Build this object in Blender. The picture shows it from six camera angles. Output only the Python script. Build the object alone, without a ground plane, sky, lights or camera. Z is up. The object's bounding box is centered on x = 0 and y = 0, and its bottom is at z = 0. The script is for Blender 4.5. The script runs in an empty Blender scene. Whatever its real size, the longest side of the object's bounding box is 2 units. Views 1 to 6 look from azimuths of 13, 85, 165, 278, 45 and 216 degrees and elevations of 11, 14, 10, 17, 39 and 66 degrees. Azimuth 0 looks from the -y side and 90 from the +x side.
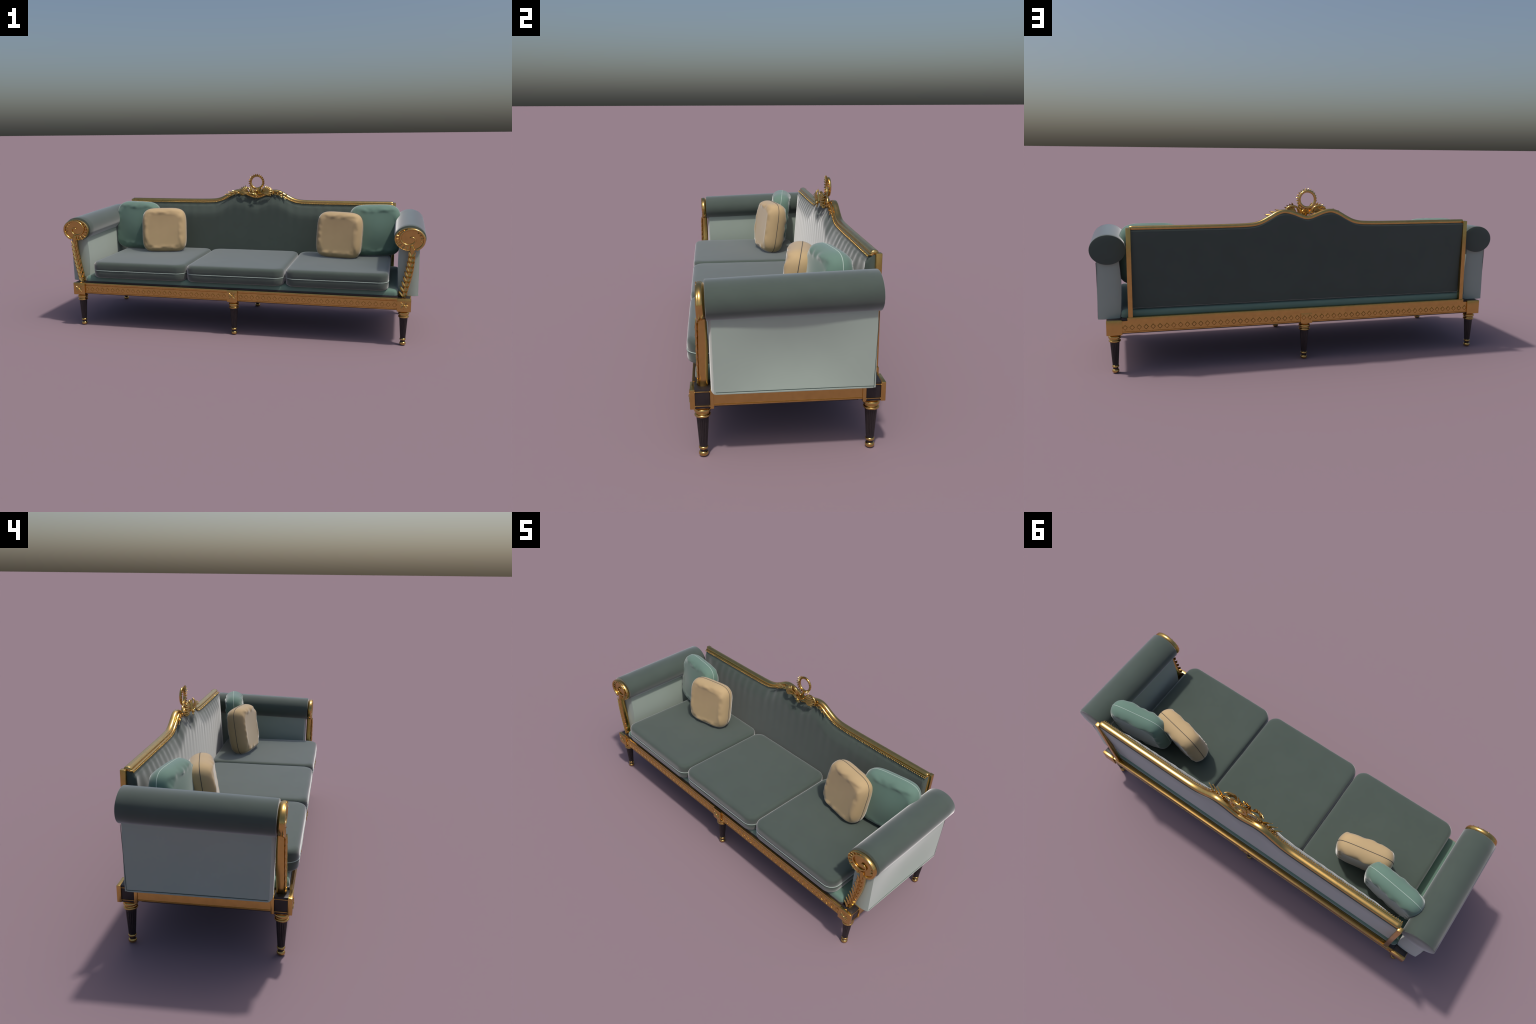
"""Neoclassical three-seat sofa: gilded carved frame, green velvet, four throw pillows."""
import bpy, bmesh, math
from math import sin, cos, pi, radians, sqrt
from mathutils import Vector, Matrix, noise

noise.seed_set(7)

# ------------------------------------------------------------------ materials
def new_mat(name):
    m = bpy.data.materials.new(name)
    m.use_nodes = True
    nt = m.node_tree
    return m, nt, nt.nodes["Principled BSDF"]


def mottle(nt, bsdf, colour, spread, scale, detail=4.0):
    """base colour gently varied by object-space noise"""
    tc = nt.nodes.new("ShaderNodeTexCoord")
    no = nt.nodes.new("ShaderNodeTexNoise")
    no.inputs["Scale"].default_value = scale
    no.inputs["Detail"].default_value = detail
    nt.links.new(tc.outputs["Object"], no.inputs["Vector"])
    ra = nt.nodes.new("ShaderNodeValToRGB")
    ra.color_ramp.elements[0].position = 0.3
    ra.color_ramp.elements[1].position = 0.7
    ra.color_ramp.elements[0].color = [c * (1 - spread) for c in colour] + [1]
    ra.color_ramp.elements[1].color = [c * (1 + spread) for c in colour] + [1]
    nt.links.new(no.outputs["Fac"], ra.inputs["Fac"])
    nt.links.new(ra.outputs["Color"], bsdf.inputs["Base Color"])
    return tc


def weave(nt, bsdf, tc, scale, strength):
    """fine thread grain as bump"""
    no = nt.nodes.new("ShaderNodeTexNoise")
    no.inputs["Scale"].default_value = scale
    no.inputs["Detail"].default_value = 2
    nt.links.new(tc.outputs["Object"], no.inputs["Vector"])
    bu = nt.nodes.new("ShaderNodeBump")
    bu.inputs["Strength"].default_value = strength
    bu.inputs["Distance"].default_value = 0.001
    nt.links.new(no.outputs["Fac"], bu.inputs["Height"])
    nt.links.new(bu.outputs["Normal"], bsdf.inputs["Normal"])


def fabric(name, colour, sheen, sheen_rough=0.3, spread=0.04, rough=0.9):
    m, nt, b = new_mat(name)
    tc = mottle(nt, b, colour, spread, 9.0)
    weave(nt, b, tc, 700.0, 0.06)
    b.inputs["Roughness"].default_value = rough
    b.inputs["Specular IOR Level"].default_value = 0.2
    b.inputs["Sheen Weight"].default_value = sheen
    b.inputs["Sheen Roughness"].default_value = sheen_rough
    b.inputs["Sheen Tint"].default_value = (1, 1, 1, 1)
    return m


def metal(name, colour, rough):
    m, nt, b = new_mat(name)
    tc = mottle(nt, b, colour, 0.06, 40.0)
    b.inputs["Metallic"].default_value = 1.0
    b.inputs["Roughness"].default_value = rough
    return m


VELVET = fabric("green_velvet", (0.070, 0.092, 0.078), 1.0, 0.42)
SAGE = fabric("pale_sage_panel", (0.345, 0.41, 0.355), 0.9, 0.42, 0.015)  # base lightened to carry the arm panels' even brightness, which shading left too dark
TEAL = fabric("teal_cotton", (0.140, 0.232, 0.184), 0.85, 0.38)
BEIGE = fabric("beige_cotton", (0.52, 0.375, 0.20), 0.8, 0.35)
PALE_CORD = fabric("pale_green_cord", (0.42, 0.52, 0.46), 0.5)
GREY_LINE = fabric("grey_brown_line", (0.11, 0.10, 0.085), 0.1)
SEAM = fabric("shadow_green_thread", (0.055, 0.075, 0.068), 0.2)
GOLD = metal("polished_gilt", (0.66, 0.43, 0.14), 0.20)
GOLD_FLAT = metal("satin_gilt", (0.64, 0.41, 0.13), 0.24)
WOOD, _nt, _b = new_mat("ebonised_wood")
mottle(_nt, _b, (0.020, 0.015, 0.016), 0.25, 30.0)
_b.inputs["Roughness"].default_value = 0.42

# ------------------------------------------------------------------ helpers
COL = bpy.context.scene.collection


def add(name, mesh, parent=None, matrix=None):
    o = bpy.data.objects.new(name, mesh)
    COL.objects.link(o)
    if parent is not None:
        o.parent = parent
    if matrix is not None:
        o.matrix_basis = matrix
    return o


def make_mesh(name, verts, faces, mat, angle=40, recalc=True):
    me = bpy.data.meshes.new(name)
    me.from_pydata([tuple(v) for v in verts], [], faces)
    if recalc:
        bm = bmesh.new()
        bm.from_mesh(me)
        bmesh.ops.recalc_face_normals(bm, faces=bm.faces)
        bm.to_mesh(me)
        bm.free()
    me.shade_smooth()
    if angle is not None:
        me.set_sharp_from_angle(angle=radians(angle))
    me.materials.append(mat)
    me.update()
    return me


class Parts:
    """collects several shells into one mesh"""
    def __init__(self):
        self.v, self.f = [], []

    def put(self, vf, matrix=None):
        v, f = vf
        o = len(self.v)
        self.v += [(matrix @ Vector(p)) if matrix is not None else Vector(p) for p in v]
        self.f += [tuple(i + o for i in q) for q in f]
        return self

    def mesh(self, name, mat, angle=40):
        return make_mesh(name, self.v, self.f, mat, angle)


def box(x0, x1, y0, y1, z0, z1, bev=0.0015, seg=2):
    bm = bmesh.new()
    bmesh.ops.create_cube(bm, size=1)
    for v in bm.verts:
        v.co = Vector(((x0 + x1) / 2 + v.co.x * (x1 - x0), (y0 + y1) / 2 + v.co.y * (y1 - y0), (z0 + z1) / 2 + v.co.z * (z1 - z0)))
    if bev:
        bmesh.ops.bevel(bm, geom=list(bm.edges), offset=bev, segments=seg, profile=0.5, affect="EDGES")
    bm.verts.index_update()
    r = ([v.co.copy() for v in bm.verts], [tuple(v.index for v in f.verts) for f in bm.faces])
    bm.free()
    return r


def loft(rings, closed=True, cap0=True, cap1=True):
    """quads between rings of equal length; closed = each ring is a loop"""
    n = len(rings[0])
    v = [p for r in rings for p in r]
    f = []
    for i in range(len(rings) - 1):
        for j in range(n if closed else n - 1):
            k = (j + 1) % n
            f.append((i * n + j, i * n + k, (i + 1) * n + k, (i + 1) * n + j))
    if cap0:
        f.append(tuple(range(n)))
    if cap1:
        f.append(tuple((len(rings) - 1) * n + j for j in range(n)))
    return v, f


def lathe(profile, n=40, radius=None):
    """profile of (r, z); radius(r, z, angle) may flute it"""
    rings = []
    for r, z in profile:
        ring = []
        for j in range(n):
            a = 2 * pi * j / n
            q = radius(r, z, a) if radius else r
            ring.append((q * cos(a), q * sin(a), z))
        rings.append(ring)
    return loft(rings)


def tube(path, radius, n=10, closed=False, taper=None, flat=1.0, up=Vector((0, 1, 0))):
    """round (or flattened along `up`) rod along a list of points"""
    P = [Vector(p) for p in path]
    m = len(P)
    rings = []
    for i in range(m):
        a = P[(i - 1) % m] if closed or i else P[0]
        b = P[(i + 1) % m] if closed or i < m - 1 else P[-1]
        t = (b - a).normalized()
        s = t.cross(up)
        s = s.normalized() if s.length > 1e-6 else Vector((1, 0, 0))
        w = s.cross(t).normalized()
        r = radius * (taper(i / (m - 1)) if taper else 1)
        rings.append([P[i] + s * r * cos(2 * pi * k / n) + w * r * flat * sin(2 * pi * k / n) for k in range(n)])
    if closed:
        rings.append(rings[0])
        return loft(rings, True, False, False)
    return loft(rings)


def ball(c, r, n=8):
    v, f = lathe([(max(1e-5, sin(pi * i / n)) * r, -cos(pi * i / n) * r) for i in range(n + 1)], n * 2)
    return [Vector(p) + Vector(c) for p in v], f


def leaf(length, width, thick, curl=0.0, n=10, point=0.82, keel=0.55):
    """solid pointed leaf along +Z, front towards -Y, with a raised midrib; base at the origin"""
    rings = []
    for i in range(n + 1):
        t = i / n
        w = width / 2 * (sin(pi * min(1, t * 0.84 + 0.16) ** point) if t < 1 else 0)
        w = max(w, width * 0.015)
        h = thick * (1 - 0.6 * t)
        z = t * length
        y = -curl * t * t
        rings.append([(-w, y, z), (-w * 0.45, y - h * keel * 0.7, z), (0, y - h, z), (w * 0.45, y - h * keel * 0.7, z), (w, y, z), (0, y + h * 0.45, z)])
    return loft(rings)


def interp(table, x):
    """smooth (Catmull-Rom) interpolation through (x, value) control points"""
    if x <= table[0][0]:
        return table[0][1]
    for i in range(len(table) - 1):
        x0, y0 = table[i]
        x1, y1 = table[i + 1]
        if x <= x1:
            t = (x - x0) / (x1 - x0)
            m0 = (y1 - table[i - 1][1]) / (x1 - table[i - 1][0]) if i else (y1 - y0) / (x1 - x0)
            m1 = (table[i + 2][1] - y0) / (table[i + 2][0] - x0) if i + 2 < len(table) else (y1 - y0) / (x1 - x0)
            h = x1 - x0
            return ((2 * t**3 - 3 * t**2 + 1) * y0 + (t**3 - 2 * t**2 + t) * h * m0 + (-2 * t**3 + 3 * t**2) * y1 + (t**3 - t**2) * h * m1)
    return table[-1][1]


def smooth(a, b, x):
    t = min(1, max(0, (x - a) / (b - a)))
    return t * t * (3 - 2 * t)


def rounded_rect(hx, hy, r, per=8, side=10):
    """outline of a rounded rectangle, counter-clockwise"""
    pts = []
    for cx, cy, a0 in ((hx - r, hy - r, 0), (-hx + r, hy - r, 90), (-hx + r, -hy + r, 180), (hx - r, -hy + r, 270)):
        arc = [(cx + r * cos(radians(a0 + 90 * i / per)), cy + r * sin(radians(a0 + 90 * i / per))) for i in range(per + 1)]
        if pts:
            p, q = pts[-1], arc[0]
            pts += [(p[0] + (q[0] - p[0]) * k / side, p[1] + (q[1] - p[1]) * k / side) for k in range(1, side)]
        pts += arc
    p, q = pts[-1], pts[0]
    pts += [(p[0] + (q[0] - p[0]) * k / side, p[1] + (q[1] - p[1]) * k / side) for k in range(1, side)]
    return pts


MIRROR = Matrix.Scale(-1, 4, (1, 0, 0))

# ------------------------------------------------------------------ the sofa
sofa = add("sofa", None)
sofa.empty_display_size = 0.2
sofa["label"] = "carved gilt three-seat sofa in dark green velvet"
sofa["category"] = "sofa"

# ---- seat frame: ebonised wood box with gilt aprons
frame = Parts()
frame.put(box(-0.868, 0.868, -0.304, -0.235, 0.187, 0.262))
frame.put(box(-0.925, 0.925, -0.300, -0.232, 0.189, 0.2515))
frame.put(box(-0.868, 0.868, 0.235, 0.3165, 0.186, 0.2575))
frame.put(box(-0.925, 0.925, 0.232, 0.3120, 0.189, 0.2515))
for s in (-1, 1):
    frame.put(box(min(s * 0.865, s * 0.925), max(s * 0.865, s * 0.925), -0.24, 0.24, 0.187, 0.25))
frame.put(box(-0.87, 0.87, -0.24, 0.24, 0.200, 0.250))
seat_frame = add("seat_frame", frame.mesh("seat_frame", WOOD, 30), sofa)


def apron_section(face, depth):
    """moulded strip: fillet, groove, field, groove, fillet; (offset out of the face, z)"""
    return [(0, 0.1925), (depth, 0.1925), (depth + 0.0005, 0.1935), (depth + 0.0005, 0.1970), (depth - 0.0015, 0.1978), (depth - 0.0005, 0.1990),
            (depth - 0.0005, 0.2370), (depth - 0.003, 0.2385), (depth - 0.003, 0.2440), (depth + 0.0015, 0.2460), (depth + 0.0020, 0.2490),
            (depth + 0.0010, 0.2525), (0, 0.2535)]


def apron(a, b, place, plain=False):
    sec = apron_section(0, 0.0085)
    if plain:
        sec = sec[:6] + [(0.0080, 0.2480), (0, 0.2480)]
    rings = [[place(t, o, z) for o, z in sec] for t in (a, b)]
    return loft(rings)


front_apron = Parts().put(apron(-0.868, 0.868, lambda t, o, z: (t, -0.3035 - o, z)))
add("front_apron", front_apron.mesh("front_apron", GOLD_FLAT, 25), seat_frame)
back_apron = Parts().put(apron(-0.868, 0.868, lambda t, o, z: (t, 0.3155 + o, z - 0.0005), True))
add("back_apron", back_apron.mesh("back_apron", GOLD_FLAT, 25), seat_frame)
side = Parts()
for s in (-1, 1):
    side.put(apron(-0.243, 0.255, lambda t, o, z: (s * (0.9225 + o * 0.8), t, z)))
add("side_apron", side.mesh("side_apron", GOLD_FLAT, 25), seat_frame)

# carved lozenges along both aprons: a raised rim round a sunk, pyramid-like centre
def lozenge():
    w, h = 0.0128, 0.0140
    rings = []
    for k, d in ((1.0, 0.0), (0.96, 0.0022), (0.86, 0.0024), (0.79, 0.0002), (0.73, 0.0002), (0.67, 0.0018), (0.30, 0.0022), (0.02, 0.0023)):
        rings.append([(w * k, -d, 0), (0, -d, h * k), (-w * k, -d, 0), (0, -d, -h * k)])
    return loft(rings)


loz = make_mesh("lozenge", *lozenge(), GOLD, 12)
for k in range(28):
    for s in (-1, 1):
        x = s * (0.0155 + 0.031 * k)
        if x < 0.868 and abs(x) > 0.03:
            add("lozenge", loz, seat_frame, Matrix.Translation((x, -0.3112, 0.2165)))
        yb = 0.3233 if abs(x) > 0.03 else 0.3286
        add("lozenge", loz, seat_frame, Matrix.Translation((x, yb, 0.2165)) @ Matrix.Rotation(pi, 4, "Z"))

# ---- legs: fluted tapering shaft, gilt collars and feet, square head with gilt plates
def flute(r, z, a):
    k = smooth(0.036, 0.046, z) * (1 - smooth(0.134, 0.143, z))
    c = abs(sin(a * 8))
    return r * (1 - 0.11 * k * (1 - c) ** 1.2)


shaft_me = make_mesh("leg", *lathe([(0.0005, 0.003), (0.0115, 0.003), (0.0118, 0.02), (0.0125, 0.034)] +
                                   [(0.0138 + (0.0212 - 0.0138) * t / 12, 0.036 + 0.108 * t / 12) for t in range(13)] +
                                   [(0.019, 0.15), (0.019, 0.186), (0.0005, 0.186)], 96, flute), WOOD, 35)


def torus_profile(r, z, rr, hh, n=10):
    return [(r + rr * cos(a), z + hh * sin(a)) for a in [-pi / 2 + pi * i / n for i in range(n + 1)]]


collar_me = make_mesh("collar", *lathe([(0.016, 0.1445)] + torus_profile(0.0215, 0.1512, 0.006, 0.0052) + [(0.0225, 0.157), (0.0215, 0.1595)] +
                                       torus_profile(0.0215, 0.1690, 0.0072, 0.0085) + [(0.0240, 0.1790), (0.0275, 0.1815), (0.0275, 0.184), (0.016, 0.1845)], 48), GOLD, 50)
foot_me = make_mesh("foot_ring", *Parts().put(lathe([(0.008, 0.0)] + torus_profile(0.0105, 0.0082, 0.0058, 0.0082) + [(0.008, 0.0166)], 40)).put(
    lathe([(0.008, 0.0245)] + torus_profile(0.0108, 0.0300, 0.0052, 0.0056) + [(0.008, 0.0358)], 40)).__dict__.values(), GOLD, 50)


def head_parts(sx, front):
    """square head of a corner leg in leg-local coordinates (x, y around the leg axis)"""
    core = Parts().put(box(-0.0335, 0.0305, -0.0255, 0.0255, 0.184, 0.2525, 0.001))
    plates = Parts()
    plates.put(box(-0.035, 0.035, -0.0395, -0.0225, 0.184, 0.2525, 0.0022))
    plates.put(box(-0.035, 0.0345, 0.0265, 0.0385, 0.184, 0.2525, 0.0012))
    for z in (0.1935, 0.2435):
        plates.put(box(0.029, 0.0325, -0.027, 0.029, z - 0.0013, z + 0.0013, 0.0006))
        for y in (-0.0225, 0.0255):
            plates.put(ball((0.0325, y, z), 0.0024, 5))
    return core, plates


def petal_rosette():
    p = Parts()
    p.put(lathe([(0.0001, 0), (0.0052, 0), (0.0050, 0.0022), (0.0036, 0.0046), (0.0001, 0.0056)], 16), Matrix.Rotation(pi / 2, 4, "X"))
    for k in range(8):
        L = 0.0195 if k % 2 == 0 else 0.0205
        p.put(leaf(L, 0.0088, 0.0040, 0.0012, 8), Matrix.Rotation(2 * pi * k / 8, 4, "Y") @ Matrix.Translation((0, 0, 0.002)))
    return p


rosette_me = petal_rosette().mesh("rosette", GOLD, 30)
core_p, plate_p = head_parts(1, True)
core_me = core_p.mesh("leg_head", WOOD, 30)
plate_me = plate_p.mesh("head_plate", GOLD_FLAT, 30)
core_pl = Parts(); plate_pl = Parts()
core_pl.put((core_p.v, core_p.f), MIRROR); plate_pl.put((plate_p.v, plate_p.f), MIRROR)
core_ml = core_pl.mesh("leg_head", WOOD, 30)
plate_ml = plate_pl.mesh("head_plate", GOLD_FLAT, 30)

for sx in (-1, 1):
    for y, front in ((-0.2805, True), (0.2905, False)):
        leg = add("leg", shaft_me, sofa, Matrix.Translation((sx * 0.8995, y, 0)))
        add("collar", collar_me, leg)
        add("foot_ring", foot_me, leg)
        flip = Matrix.Identity(4) if front else Matrix.Rotation(pi, 4, "Z")
        # the rear heads are the front ones turned round, so they take the opposite hand
        right = (sx > 0) == front
        add("leg_head", core_me if right else core_ml, leg, flip)
        add("head_plate", plate_me if right else plate_ml, leg, flip)
        if front:
            add("rosette", rosette_me, leg, Matrix.Translation((0, -0.0393, 0.2175)))
centre_plate = {}
for y, front in ((-0.284, True), (0.2905, False)):
    leg = add("leg", shaft_me, sofa, Matrix.Translation((0.001, y, 0)))
    add("collar", collar_me, leg)
    add("foot_ring", foot_me, leg)
    if front:
        pl_ = Parts().put(box(-0.0285, 0.0285, -0.0365, -0.015, 0.187, 0.2535, 0.0015))
        add("rosette", rosette_me, leg, Matrix.Translation((0, -0.0363, 0.2205)))
    else:
        pl_ = Parts().put(box(-0.0285, 0.0285, 0.0, 0.0383, 0.187, 0.242, 0.0012))
    add("head_plate", pl_.mesh("head_plate", GOLD_FLAT, 30), leg)

# ---- upholstered seat deck
def cushion_loft(cx, cy, hx, hy, profile, radius, per=8, side=12, wob=0.0, seed=0):
    rings = []
    for inset, z in profile:
        r = max(radius - inset * 0.6, 0.004)
        ring = []
        for x, y in rounded_rect(max(hx - inset, 0.005), max(hy - inset, 0.005), min(r, hx - inset - 0.001, hy - inset - 0.001), per, side):
            d = noise.noise(Vector((x * 9 + seed, y * 9, z * 14))) * wob
            l = sqrt(x * x + y * y) + 1e-6
            ring.append((cx + x + d * x / l, cy + y + d * y / l, z + d * 0.4))
        rings.append(ring)
    return loft(rings)


deck_profile = [(0.006, 0.2500), (0.001, 0.2530), (0.0, 0.258), (0.0, 0.272), (0.0015, 0.280), (0.006, 0.2865), (0.013, 0.290), (0.03, 0.2912), (0.1, 0.2915)]
deck = make_mesh("seat_deck", *cushion_loft(0.0, 0.0, 0.868, 0.3015, deck_profile, 0.022, 6, 30, 0.001), TEAL, 60)
add("seat_deck", deck, sofa)

# ---- three loose seat cushions, each with a pale welt
cushion_profile = [(0.07, 0.2875), (0.018, 0.2880), (0.0085, 0.2900), (0.0042, 0.2935), (0.0020, 0.300), (0.0009, 0.314), (0.0004, 0.3275), (0.0022, 0.3308),
                   (0.0004, 0.3340), (0.0002, 0.345), (0.0004, 0.3570), (0.0014, 0.3635), (0.0036, 0.3690), (0.0074, 0.3732), (0.0130, 0.3761), (0.0200, 0.3775),
                   (0.032, 0.3781), (0.07, 0.3784), (0.13, 0.3787), (0.2, 0.379)]
for i, (x0, x1) in enumerate(((-0.8115, -0.2665), (-0.2605, 0.2785), (0.2865, 0.8205))):
    cx, hx = (x0 + x1) / 2, (x1 - x0) / 2
    cy, hy = -0.0525, 0.2785
    me = make_mesh("seat_cushion", *cushion_loft(cx, cy, hx, hy, cushion_profile, 0.052, 9, 14, 0.0010, 3.3 * i), VELVET, 70)
    cu = add("seat_cushion", me, sofa)
    path = []
    for x, y in rounded_rect(hx - 0.0008, hy - 0.0008, 0.052, 9, 14):
        path.append((cx + x, cy + y, 0.3308 + 0.0006 * noise.noise(Vector((x * 8, y * 8, i)))))
    add("piping", make_mesh("piping", *tube(path, 0.0016, 8, True, up=Vector((0, 0, 1))), PALE_CORD, 80), cu)

# ---- armrests: pale upholstered panel, fat oval bolster on top
def arm_panel():
    """horizontal section lofted upwards; softly crowned narrow ends, slight waist on the inside"""
    rings = []
    levels = [0.2505, 0.2515, 0.254, 0.262, 0.275, 0.29, 0.31, 0.34, 0.38, 0.42, 0.46, 0.49, 0.52, 0.55]
    for z in levels:
        k = 0.0012 if z < 0.251 else 0.0
        bulge = 0.008 * sin(pi * min(1, (z - 0.25) / 0.26))
        ring = []
        x0, x1, y0, y1 = 0.8715 - bulge + k, 0.9685 - k, -0.2505 - (z - 0.25) * 0.02 + k, 0.2885 - k
        for j in range(11):                           # front end, inner to outer, gently crowned
            t = j / 10
            ring.append((x0 + (x1 - x0) * t, y0 + 0.010 * abs(2 * t - 1) ** 2.6, z))
        for j in range(1, 16):
            v = min(1, (z - 0.25) / 0.255)
            ring.append((x1 - 0.0160 * sin(pi * j / 16) ** 1.2 * sin(pi * v) ** 0.9, y0 + 0.01 + (y1 - y0 - 0.014) * j / 16, z))
        for j in range(11):
            t = 1 - j / 10
            ring.append((x0 + (x1 - x0) * t, y1 - 0.004 * abs(2 * t - 1) ** 2.6, z))
        for j in range(1, 16):
            ring.append((x0 - 0.002 * sin(pi * j / 16), y1 - 0.004 - (y1 - y0 - 0.014) * j / 16, z))
        rings.append(ring)
    return loft(rings)


def bolster():
    """oval roll, tipped a little upwards to the back, with flat ends"""
    rings = []
    ends = [(-0.2618, 0.35), (-0.2618, 0.97), (-0.2608, 0.99), (-0.2595, 1.0)] + [(-0.2595 + 0.5540 * i / 12, 1.0 + 0.012 * sin(pi * i / 12)) for i in range(1, 12)] + [(0.2945, 1.0), (0.2958, 0.99), (0.2963, 0.975), (0.2963, 0.35)]
    for y, k in ends:
        t = (y + 0.26) / 0.555
        cz = 0.5520 + 0.0165 * t
        hx, hz = 0.0790 * k, (0.0655 + 0.001 * t) * k
        # front and back faces lean with the roll
        ring = []
        for j in range(56):
            a = 2 * pi * j / 56
            dz = hz * sin(a)
            ring.append((0.9185 + hx * cos(a), y - dz * 0.03, cz + dz))
        rings.append(ring)
    return loft(rings)


def trim_line():
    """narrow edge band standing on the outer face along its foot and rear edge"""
    p = Parts()
    p.put(box(0.9660, 0.9700, -0.2365, 0.2760, 0.2503, 0.2550, 0.0006))
    return p


def welt_line():
    """dark sewn line down the rear edge and along the foot of the outer face"""
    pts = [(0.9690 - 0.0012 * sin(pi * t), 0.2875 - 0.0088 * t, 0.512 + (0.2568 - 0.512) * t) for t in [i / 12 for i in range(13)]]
    pts += [(0.9684 - 0.0012 * sin(pi * t) ** 0.7, 0.2787 - 0.514 * t, 0.2568) for t in [i / 16 for i in range(1, 17)]]
    return tube(pts, 0.0011, 6, up=Vector((1, 0, 0)))


panel_vf, bolster_vf = arm_panel(), bolster()
trim_p = trim_line()


# carved arm-front ornament (right-hand version, mirrored for the left)
MX, MZ, MA, MB = 0.9175, 0.5500, 0.0765, 0.0608   # medallion centre and half axes
TIP = 0.03                                        # lean of the medallion face


def med(rx, angle, y):
    x, z = rx * MA * cos(angle), rx * MB * sin(angle)
    return Vector((MX + x, y - z * TIP, MZ + z))


def medallion():
    rings = []
    for k, y in ((0.3, -0.2612), (0.80, -0.2612), (0.87, -0.2630), (0.935, -0.2668), (0.98, -0.2715), (1.0, -0.2765), (0.99, -0.2815), (0.965, -0.2855), (0.93, -0.2862), (0.900, -0.2848), (0.88, -0.2826), (0.5, -0.2815), (0.02, -0.2815)):
        rings.append([med(k, 2 * pi * j / 72, y) for j in range(72)])
    return loft(rings)


SPIRAL = [(-62, 1.0), (-30, 0.985), (0, 0.96), (45, 0.935), (90, 0.875), (130, 0.76), (180, 0.635), (225, 0.55), (270, 0.475), (315, 0.41), (360, 0.345), (395, 0.27), (430, 0.18), (460, 0.10)]


def spiral():
    pts, n = [], 110
    for i in range(n + 1):
        a = -62 + (455 + 62) * i / n
        pts.append(med(interp(SPIRAL, a) * 0.955, radians(a), -0.2853))
    return tube(pts, 0.0062, 12, taper=lambda t: 1.0 - 0.5 * t)


def notch(a, r0, r1):
    """small raised tick pointing at the medallion's rim"""
    p0, p1 = med(r0, a, -0.2835), med(r1, a, -0.2865)
    d = p1 - p0
    rot = Vector((0, 0, 1)).rotation_difference(d.normalized()).to_matrix().to_4x4()
    return Matrix.Translation(p0) @ rot


STEM = [(0.522, 0.9250), (0.500, 0.9265), (0.470, 0.9275), (0.435, 0.9265), (0.400, 0.9230), (0.360, 0.9160), (0.320, 0.9075), (0.285, 0.8995), (0.2515, 0.8925)]
STEM_UP = sorted((z, x) for z, x in STEM)


def stem():
    """deep S-shaped bracket under the medallion, round-backed, with a domed top"""
    rings = []
    n = 26
    for i in range(n + 1):
        t = i / n
        z = 0.2515 + (0.519 - 0.2515) * t
        x = interp(STEM_UP, z)
        w = 0.0120 + 0.0045 * sin(pi * min(1, t * 1.15)) ** 1.0
        cap = sqrt(max(0.40, 1 - max(0, (t - 0.95) / 0.05) ** 2))
        back = -0.2560 - 0.003 * abs(2 * t - 1)
        front = -0.2905 + 0.004 * (1 - cap)
        w *= cap
        ring = []
        for j in range(20):
            a = 2 * pi * j / 20
            c, s = cos(a), sin(a)
            e = 0.6
            px = math.copysign(abs(c) ** e, c) * w
            py = math.copysign(abs(s) ** e, s) * (front - back) / 2
            ring.append((x + 0.003 + px, (front + back) / 2 - py, z))
        rings.append(ring)
    return loft(rings)


def stem_leaves():
    """matrices of the laurel leaves; each pair points up and outwards from the bracket"""
    left, right = [], []
    n = 9
    for i in range(n):
        z = 0.259 + 0.0255 * i
        x = interp(STEM_UP, z)
        lean = radians(34 - 2.0 * i)
        left.append((Vector((x - 0.0045, -0.2905, z - 0.003)), -lean, 0.038 if i < 7 else 0.033))
        right.append((Vector((x + 0.0035, -0.2900, z - 0.006)), radians(27), 0.037))
    return left, right


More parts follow.
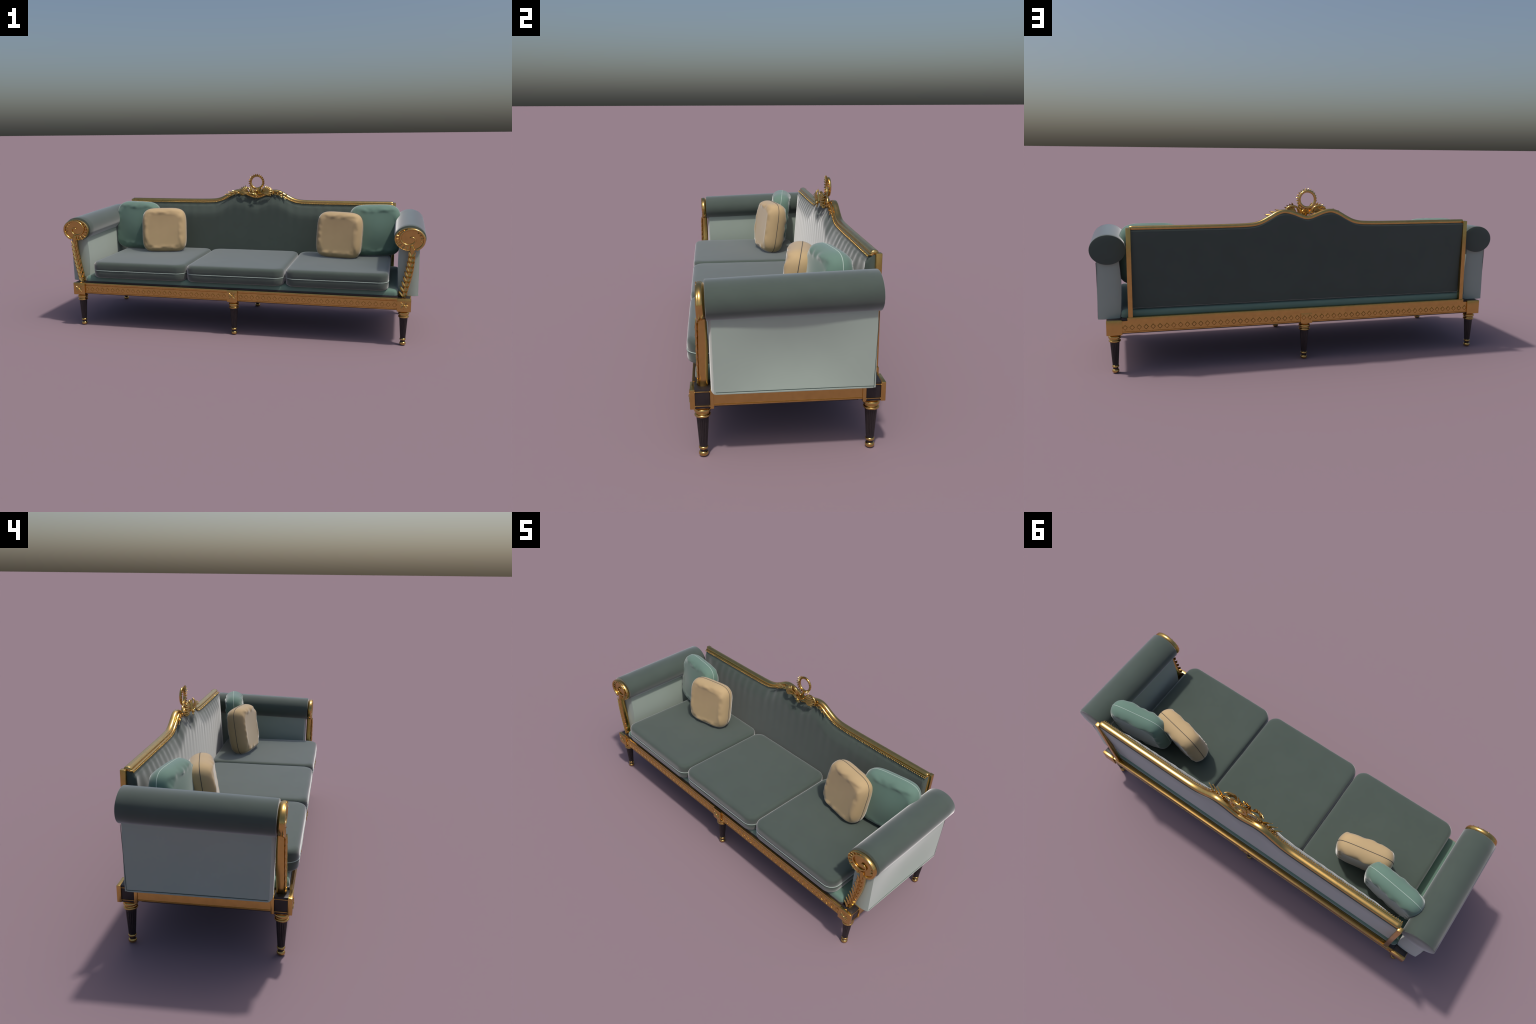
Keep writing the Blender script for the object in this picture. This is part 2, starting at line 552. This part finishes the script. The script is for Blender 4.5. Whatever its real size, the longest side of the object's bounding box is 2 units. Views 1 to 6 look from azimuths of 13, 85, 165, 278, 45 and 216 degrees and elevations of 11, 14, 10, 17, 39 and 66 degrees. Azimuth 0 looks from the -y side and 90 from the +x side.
leaf_me = make_mesh("leaf", *leaf(1.0, 0.42, 0.20, 0.04), GOLD, 28)
tick_me = make_mesh("notch", *leaf(1.0, 0.42, 0.22, 0.10, 6), GOLD, 28)
panel_sets = {}
for sx in (1, -1):
    mm = None if sx > 0 else MIRROR
    panel = add("armrest", Parts().put(panel_vf, mm).mesh("armrest", SAGE, 50), sofa)
    add("bolster", Parts().put(bolster_vf, mm).mesh("bolster", VELVET, 40), panel)
    add("edge_band", Parts().put((trim_p.v, trim_p.f), mm).mesh("edge_band", SAGE, 30), panel)
    add("welt", Parts().put(welt_line(), mm).mesh("welt", SEAM, 80), panel)
    orn = add("arm_medallion", Parts().put(medallion(), mm).mesh("arm_medallion", GOLD_FLAT, 40), sofa)
    add("scroll", Parts().put(spiral(), mm).mesh("scroll", GOLD, 60), orn)
    add("bracket", Parts().put(stem(), mm).mesh("bracket", GOLD_FLAT, 40), orn)
    M = MIRROR if sx < 0 else Matrix.Identity(4)
    for a in list(range(78, 262, 20)):
        r0 = interp([(60, 0.90), (90, 0.87), (130, 0.78), (180, 0.70), (260, 0.62)], a)
        add("notch", tick_me, orn, M @ notch(radians(a), r0, 0.96) @ Matrix.Diagonal((0.014, 0.020, (0.98 - r0) * 0.070, 1)))
    for a in (-12, 8, 28, 46):
        add("notch", tick_me, orn, M @ notch(radians(a), 0.68, 0.92) @ Matrix.Diagonal((0.014, 0.016, 0.014, 1)))
    L, R = stem_leaves()
    for group, wide in ((L, 0.034), (R, 0.036)):
        for p, ang, size in group:
            add("leaf", leaf_me, orn, M @ Matrix.Translation(p) @ Matrix.Rotation(ang, 4, "Y") @ Matrix.Diagonal((wide, 0.034, size, 1)))

# ---- backrest
CREST = [(0.0, 0.7075), (0.014, 0.7105), (0.035, 0.7185), (0.065, 0.7300), (0.090, 0.7365), (0.110, 0.7385), (0.130, 0.7370), (0.156, 0.7280), (0.192, 0.7075), (0.229, 0.6890), (0.262, 0.6805),
         (0.300, 0.6775), (0.37, 0.6760), (0.5, 0.6755), (0.84, 0.6755)]


def crest(x):
    return interp(CREST, abs(x))


def xs(n, lim):
    """abscissae, finer round the serpentine centre"""
    out = []
    for i in range(n + 1):
        t = 2 * i / n - 1
        out.append(lim * (0.55 * t + 0.45 * t ** 3))
    return out


def back_front_y(x, z, top):
    """front velvet surface: leans back upwards, gathered into pleats under the rail"""
    d = top - z
    y = 0.2775 - (0.650 - z) * 0.076
    ph = x * 112 + 2.2 * noise.noise(Vector((x * 5.0, 0.3, 1.7)))
    depth = 0.75 + 0.6 * noise.noise(Vector((x * 11, 2.0, 5.0)))
    fade = smooth(0.004, 0.030, d) * math.exp(-max(0, d - 0.03) / 0.060)
    y += 0.0019 * depth * sin(ph) * fade
    # padding swells forward, most towards the middle
    y -= (0.0145 + 0.009 * (1 - (x / 0.822) ** 2)) * smooth(0.0, 0.13, 0.822 - abs(x)) * smooth(0.006, 0.085, d)
    y += 0.011 * (1 - smooth(0.004, 0.020, d))          # rolled edge tucked under the rail
    y += 0.0036 * math.exp(-((d - 0.019) / 0.006) ** 2)   # stitched channel
    e = 0.822 - abs(x)
    y += 0.010 * (1 - smooth(0.0, 0.010, e)) ** 1.5
    return y


def backrest():
    X = xs(340, 0.822)
    rows = []
    steps = [0, .004, .008, .011, .014, .017, .020, .023, .026, .030, .036, .044, .054, .066, .080, .100, .125, .16, .20, .25, .30, .33]
    for u in steps:
        row = []
        for x in X:
            top = crest(x) - 0.0155
            hgt = top - 0.296
            d = u if u < 0.3 else u / 0.33 * hgt
            d = min(d, hgt)
            if u >= 0.2:
                d = hgt * (0.62 + 0.38 * (u - 0.2) / 0.13) if u > 0.2 else hgt * 0.62
                d = max(d, 0.2)
            z = top - d
            row.append((x, back_front_y(x, z, top), z))
        rows.append(row)
    # underside then the plain back, going up
    back = []
    for d, dy in ((0.372, -0.004), (0.370, 0.0), (0.30, 0.0), (0.2, 0.0), (0.1, 0.0), (0.012, 0.0), (0.007, -0.0008), (0.004, -0.0030), (0.0, -0.010)):
        row = []
        for x in X:
            top = crest(x) - 0.0155
            z = top - d * (top - 0.297) / 0.372
            row.append((x, 0.2955 + 0.0275 * (z - 0.297) / (top - 0.297) + dy, z))
        back.append(row)
    rings = rows + back
    n = len(X)
    v = [p for r in rings for p in r]
    f = []
    m = len(rings)
    for i in range(m):
        for j in range(n - 1):
            k = (i + 1) % m
            f.append((i * n + j, i * n + j + 1, k * n + j + 1, k * n + j))
    f.append(tuple(i * n for i in range(m)))
    f.append(tuple(i * n + n - 1 for i in range(m)))
    return v, f


back_obj = add("backrest", make_mesh("backrest", *backrest(), VELVET, 50), sofa)

# crest rail: half-round moulding with a small lip in front
def crest_rail():
    X = xs(260, 0.8175)
    X = [-0.8225, -0.8215, -0.820] + X + [0.820, 0.8215, 0.8225]
    rings = []
    sec = [(0.3110 + 0.0085 * cos(a), -0.0105 + 0.0105 * sin(a)) for a in [radians(q) for q in (-95, -70, -45, -20, 5, 30, 55, 75)]]
    sec += [(0.3030, 0.0), (0.2985, -0.0007), (0.2942, -0.0030), (0.2912, -0.0065), (0.2898, -0.0105), (0.2905, -0.0135), (0.2880, -0.0138), (0.2848, -0.0150), (0.2838, -0.0175), (0.2850, -0.0200), (0.2900, -0.0205)]
    for x in X:
        e = max(0, (abs(x) - 0.8175) / 0.0052)
        k = sqrt(max(0.02, 1 - e * e))
        t = crest(x)
        s = (crest(x + 0.002) - crest(x - 0.002)) / 0.004
        if abs(x) < 0.006:
            s *= abs(x) / 0.006
        nrm = Vector((-s, 0, 1)).normalized()
        ring = []
        for y, dz in sec:
            dz2 = -0.0105 + (dz + 0.0105) * k
            ring.append((x + nrm.x * dz2 * 0.9, 0.302 + (y - 0.302) * k, t + dz2 * (1 + 0.25 * min(1, abs(s))) ))
        rings.append(ring)
    return loft(rings)


add("crest_rail", make_mesh("crest_rail", *crest_rail(), GOLD, 50), back_obj)

beads = Parts()
x, side_pts = 0.0052, []
while x < 0.826:
    side_pts.append(x)
    s = (crest(x + 0.001) - crest(x - 0.001)) / 0.002
    x += 0.0100 / sqrt(1 + s * s)
for q in side_pts:
    for s in (-1, 1):
        beads.put(ball((s * q, 0.2812, crest(q) - 0.0205), 0.0031, 5))
bead_obj = add("bead", beads.mesh("bead", GOLD, 80), back_obj)
bead_obj["kind"] = "stuff"

# rear gilt frame: side posts and bottom rail
for s in (-1, 1):
    p = Parts().put(box(min(s * 0.8165, s * 0.8375), max(s * 0.8165, s * 0.8375), 0.306, 0.3275, 0.2600, 0.6680, 0.0020))
    add("post", p.mesh("post", GOLD_FLAT, 30), back_obj)
add("bottom_rail", Parts().put(box(-0.8415, 0.8415, 0.3045, 0.3295, 0.2375, 0.2635, 0.0010)).mesh("bottom_rail", GOLD_FLAT, 30), back_obj)

# ---- carved crest: wreath, shells, acanthus, flower, leaf sprays
WY, WZ, WR = 0.3010, 0.7835, 0.0385
ring_path = [(WR * cos(2 * pi * i / 64), WY, WZ + WR * sin(2 * pi * i / 64)) for i in range(64)]
wreath = add("crest_wreath", make_mesh("crest_wreath", *tube(ring_path, 0.0064, 14, True), GOLD, 80), sofa)
for k in range(24):
    a = 2 * pi * (k + 0.4) / 24
    base = Vector((sin(a) * (WR + 0.0015), WY - 0.0055, WZ + cos(a) * (WR + 0.0015)))
    m = Matrix.Translation(base) @ Matrix.Rotation(a, 4, "Y") @ Matrix.Rotation(radians(22), 4, "X") @ Matrix.Diagonal((0.0215, 0.028, 0.0140, 1))
    add("leaf", leaf_me, wreath, m)


def shell(side):
    """scallop: nine ribbed rays fanning from a hinge, cupped forwards"""
    p = Parts()
    hinge = Vector((0.0440, 0.2640, 0.7215))
    rays = ((26, 0.0510), (41, 0.0540), (55, 0.0605), (68, 0.0655), (81, 0.0660), (94, 0.0610), (108, 0.0520))
    for turn, L in rays:
        ang = radians(turn)                          # from vertical, towards the outside
        curve = []
        for t in [k / 9 for k in range(10)]:
            r = L * t
            curve.append(hinge + Vector((sin(ang) * r, -0.012 * sin(pi * min(1, t * 0.9)) + 0.008 * t * t, cos(ang) * r)))
        p.put(tube(curve, 0.0060, 8, taper=lambda t: (0.45 + 0.75 * t) if t < 0.74 else max(0.04, (1 - t) / 0.26), flat=0.7))
    if side < 0:
        q = Parts().put((p.v, p.f), MIRROR)
        return q
    return p


def arch(side):
    """smooth rolled loop behind the shell"""
    pts = []
    for i in range(25):
        a = radians(-15 + 195 * i / 24)
        pts.append((side * (0.066 + 0.036 * cos(a)), 0.2775 + 0.004 * sin(a), 0.7180 + 0.033 * sin(a)))
    return tube(pts, 0.0052, 10)


for s in (-1, 1):
    add("shell", shell(s).mesh("shell", GOLD, 60), wreath)
    add("shell_rim", make_mesh("shell_rim", *arch(s), GOLD, 80), wreath)
    S = MIRROR if s < 0 else Matrix.Identity(4)
    # acanthus blades flanking the flower, pendant leaf under the shell
    for base, ang, tip, wide, size in (((0.016, 0.2660, 0.717), 21, 3, 0.044, 0.054), ((0.025, 0.276, 0.716), 32, 2, 0.040, 0.040), ((0.009, 0.272, 0.718), 8, 4, 0.028, 0.026), ((0.008, 0.264, 0.712), 82, 4, 0.030, 0.048)):
        add("leaf", leaf_me, wreath, S @ Matrix.Translation(base) @ Matrix.Rotation(radians(ang), 4, "Y") @ Matrix.Rotation(radians(tip), 4, "X") @ Matrix.Diagonal((wide, 0.045, size, 1)))
    add("leaf", leaf_me, wreath, S @ Matrix.Translation((0.083, 0.266, 0.722)) @ Matrix.Rotation(radians(152), 4, "Y") @ Matrix.Rotation(radians(15), 4, "X") @ Matrix.Diagonal((0.026, 0.032, 0.023, 1)))
    # leaf spray along the rail: three long leaves with smaller ones between
    for i, (bx, tx, tz) in enumerate(((0.163, 0.199, 0.7105), (0.138, 0.176, 0.7255), (0.110, 0.150, 0.7355))):
        bz = crest(bx) - 0.0175
        b = Vector((bx, 0.279, bz))
        t = Vector((tx, 0.2635, tz))
        rot = Vector((0, 0, 1)).rotation_difference((t - b).normalized()).to_matrix().to_4x4()
        add("leaf", leaf_me, wreath, S @ Matrix.Translation(b) @ rot @ Matrix.Diagonal((0.032, 0.032, (t - b).length, 1)))
        b2 = b + Vector((-0.006, 0.003, -0.005))
        t2 = b2 + Vector((0.034, -0.009, crest(bx + 0.034) - crest(bx) - 0.003))
        rot2 = Vector((0, 0, 1)).rotation_difference((t2 - b2).normalized()).to_matrix().to_4x4()
        add("leaf", leaf_me, wreath, S @ Matrix.Translation(b2) @ rot2 @ Matrix.Diagonal((0.028, 0.030, 0.032, 1)))

flower = Parts()
flower.put(ball((0, -0.004, 0), 0.0075, 8))
for k in range(8):
    flower.put(leaf(0.0215, 0.0085, 0.004, 0.006, 8), Matrix.Rotation(2 * pi * (k + 0.5) / 8, 4, "Y"))
add("flower", flower.mesh("flower", GOLD, 35), wreath, Matrix.Translation((0.001, 0.2530, 0.7120)))
knot = Parts()
for k, (dx, dz) in enumerate(((-0.012, 0.008), (0.012, 0.008), (0, 0.016), (-0.02, -0.002), (0.02, -0.002))):
    knot.put(ball((dx, 0.272, 0.7160 + dz), 0.0066, 6))
knot.put(tube([(0.0, 0.280, 0.705), (0.0, 0.284, 0.722), (0.0, 0.294, 0.7415)], 0.0068, 10, up=Vector((1, 0, 0))))
add("knot", knot.mesh("knot", GOLD, 80), wreath)

# ------------------------------------------------------------------ throw pillows
def pillow(kind_label, cover_mat, cord_mat, loc, yaw, lean, roll, a, T, seed, dome):
    """square box pillow: soft gusset, puckered face edge, slightly domed faces"""
    expo, NT = 4.5, 128
    b = 0.040
    out = []
    for j in range(NT):
        th = 2 * pi * j / NT
        c, s = cos(th), sin(th)
        r = (abs(c) ** expo + abs(s) ** expo) ** (-1 / expo)
        out.append((r * c, r * s))

    def lump(x, z, side_):
        """soft lumps of the filling, -1..1"""
        return noise.noise(Vector((x * 31 + seed, z * 31 - seed, side_ * 3.1))) * 1.3

    def face(rho, x, z, side_):
        """height of a face above the gusset: rim swelling, dents inside it, calm centre"""
        q = lump(x, z, side_)
        h = 0.0022 + 0.0022 * math.exp(-((rho - 0.80) / 0.10) ** 2)
        h += 0.0052 * q * math.exp(-((rho - 0.80) / 0.085) ** 2)
        if side_ > 0 or dome < 0:                        # front fuller than the back
            e = 0.84 * a
            h += dome * max(0, 1 - (x / e) ** 2) ** 1.5 * max(0, 1 - (z / e) ** 2) ** 1.5
        corner = smooth(0.30, 0.55, abs(x * z) / (a * a))
        h -= 0.0032 * corner * math.exp(-((rho - 0.74) / 0.07) ** 2)
        return h

    def outward(x, z):
        return max(abs(x), abs(z)) / a

    rings = []
    halves = [radians(-90 + 7.5 * i) for i in range(25)]
    inner = [0.06, 0.22, 0.38, 0.52, 0.64, 0.73, 0.80, 0.86, 0.91, 0.95, 0.98]
    for k in inner:                                    # back face, centre outwards
        rings.append((k, -1, None))
    for f in halves:
        rings.append((None, 0, f))
    for k in reversed(inner):
        rings.append((k, 1, None))
    V = []
    for k, side_, f in rings:
        ring = []
        for (u, v) in out:
            if f is None:
                rr, w = (a - b) * k, side_ * (T / 2 - 0.004)
                sg, strength = side_, 1.0
            else:
                cf, sf = cos(f), sin(f)
                rr = (a - b) + b * abs(cf) ** 0.85       # gusset: a little squarer than round
                w = (T / 2 - 0.004) * math.copysign(abs(sf) ** 0.9, sf)
                sg = math.copysign(1, sf)
                strength = smooth(0.35, 0.95, abs(sf))
            x, z = u * rr, v * rr
            w += sg * face(outward(x, z), x, z, sg) * strength
            ring.append((x, -w, z))
        V.append(ring)
    vf = loft(V)
    base = add("throw_pillow", None, None)
    # empty stands at the pillow's foot
    R = Matrix.Rotation(yaw, 4, "Z") @ Matrix.Rotation(-lean, 4, "X") @ Matrix.Rotation(-roll, 4, "Y")
    foot = Vector((loc[0], loc[1], loc[2] - a))
    base.location = foot
    base["label"] = kind_label
    base["category"] = "pillow"
    off = Matrix.Translation(Vector(loc) - foot) @ R
    add("cover", make_mesh("cover", *vf, cover_mat, 75), base, off)
    path = [(u * (a + 0.0002), 0.0, v * (a + 0.0002)) for u, v in out]
    add("piping", make_mesh("piping", *tube(path, 0.0015, 8, True), cord_mat, 80), base, off)  # on the beige pillows only a narrow dark line round the middle


pillow("square beige throw pillow with dark edge line", BEIGE, GREY_LINE, (0.531, 0.083, 0.503), -0.180, 0.155, -0.020, 0.1325, 0.107, 1.3, -0.002)
pillow("square beige throw pillow with dark edge line", BEIGE, GREY_LINE, (-0.528, 0.082, 0.505), 0.195, 0.140, 0.006, 0.1335, 0.107, 5.9, -0.002)
pillow("square teal green throw pillow with pale piping", TEAL, PALE_CORD, (0.726, 0.160, 0.524), 0.150, 0.105, 0.012, 0.146, 0.100, 9.1, 0.012)
pillow("square teal green throw pillow with pale piping", TEAL, PALE_CORD, (-0.724, 0.155, 0.520), -0.128, 0.125, -0.012, 0.147, 0.100, 13.7, 0.012)
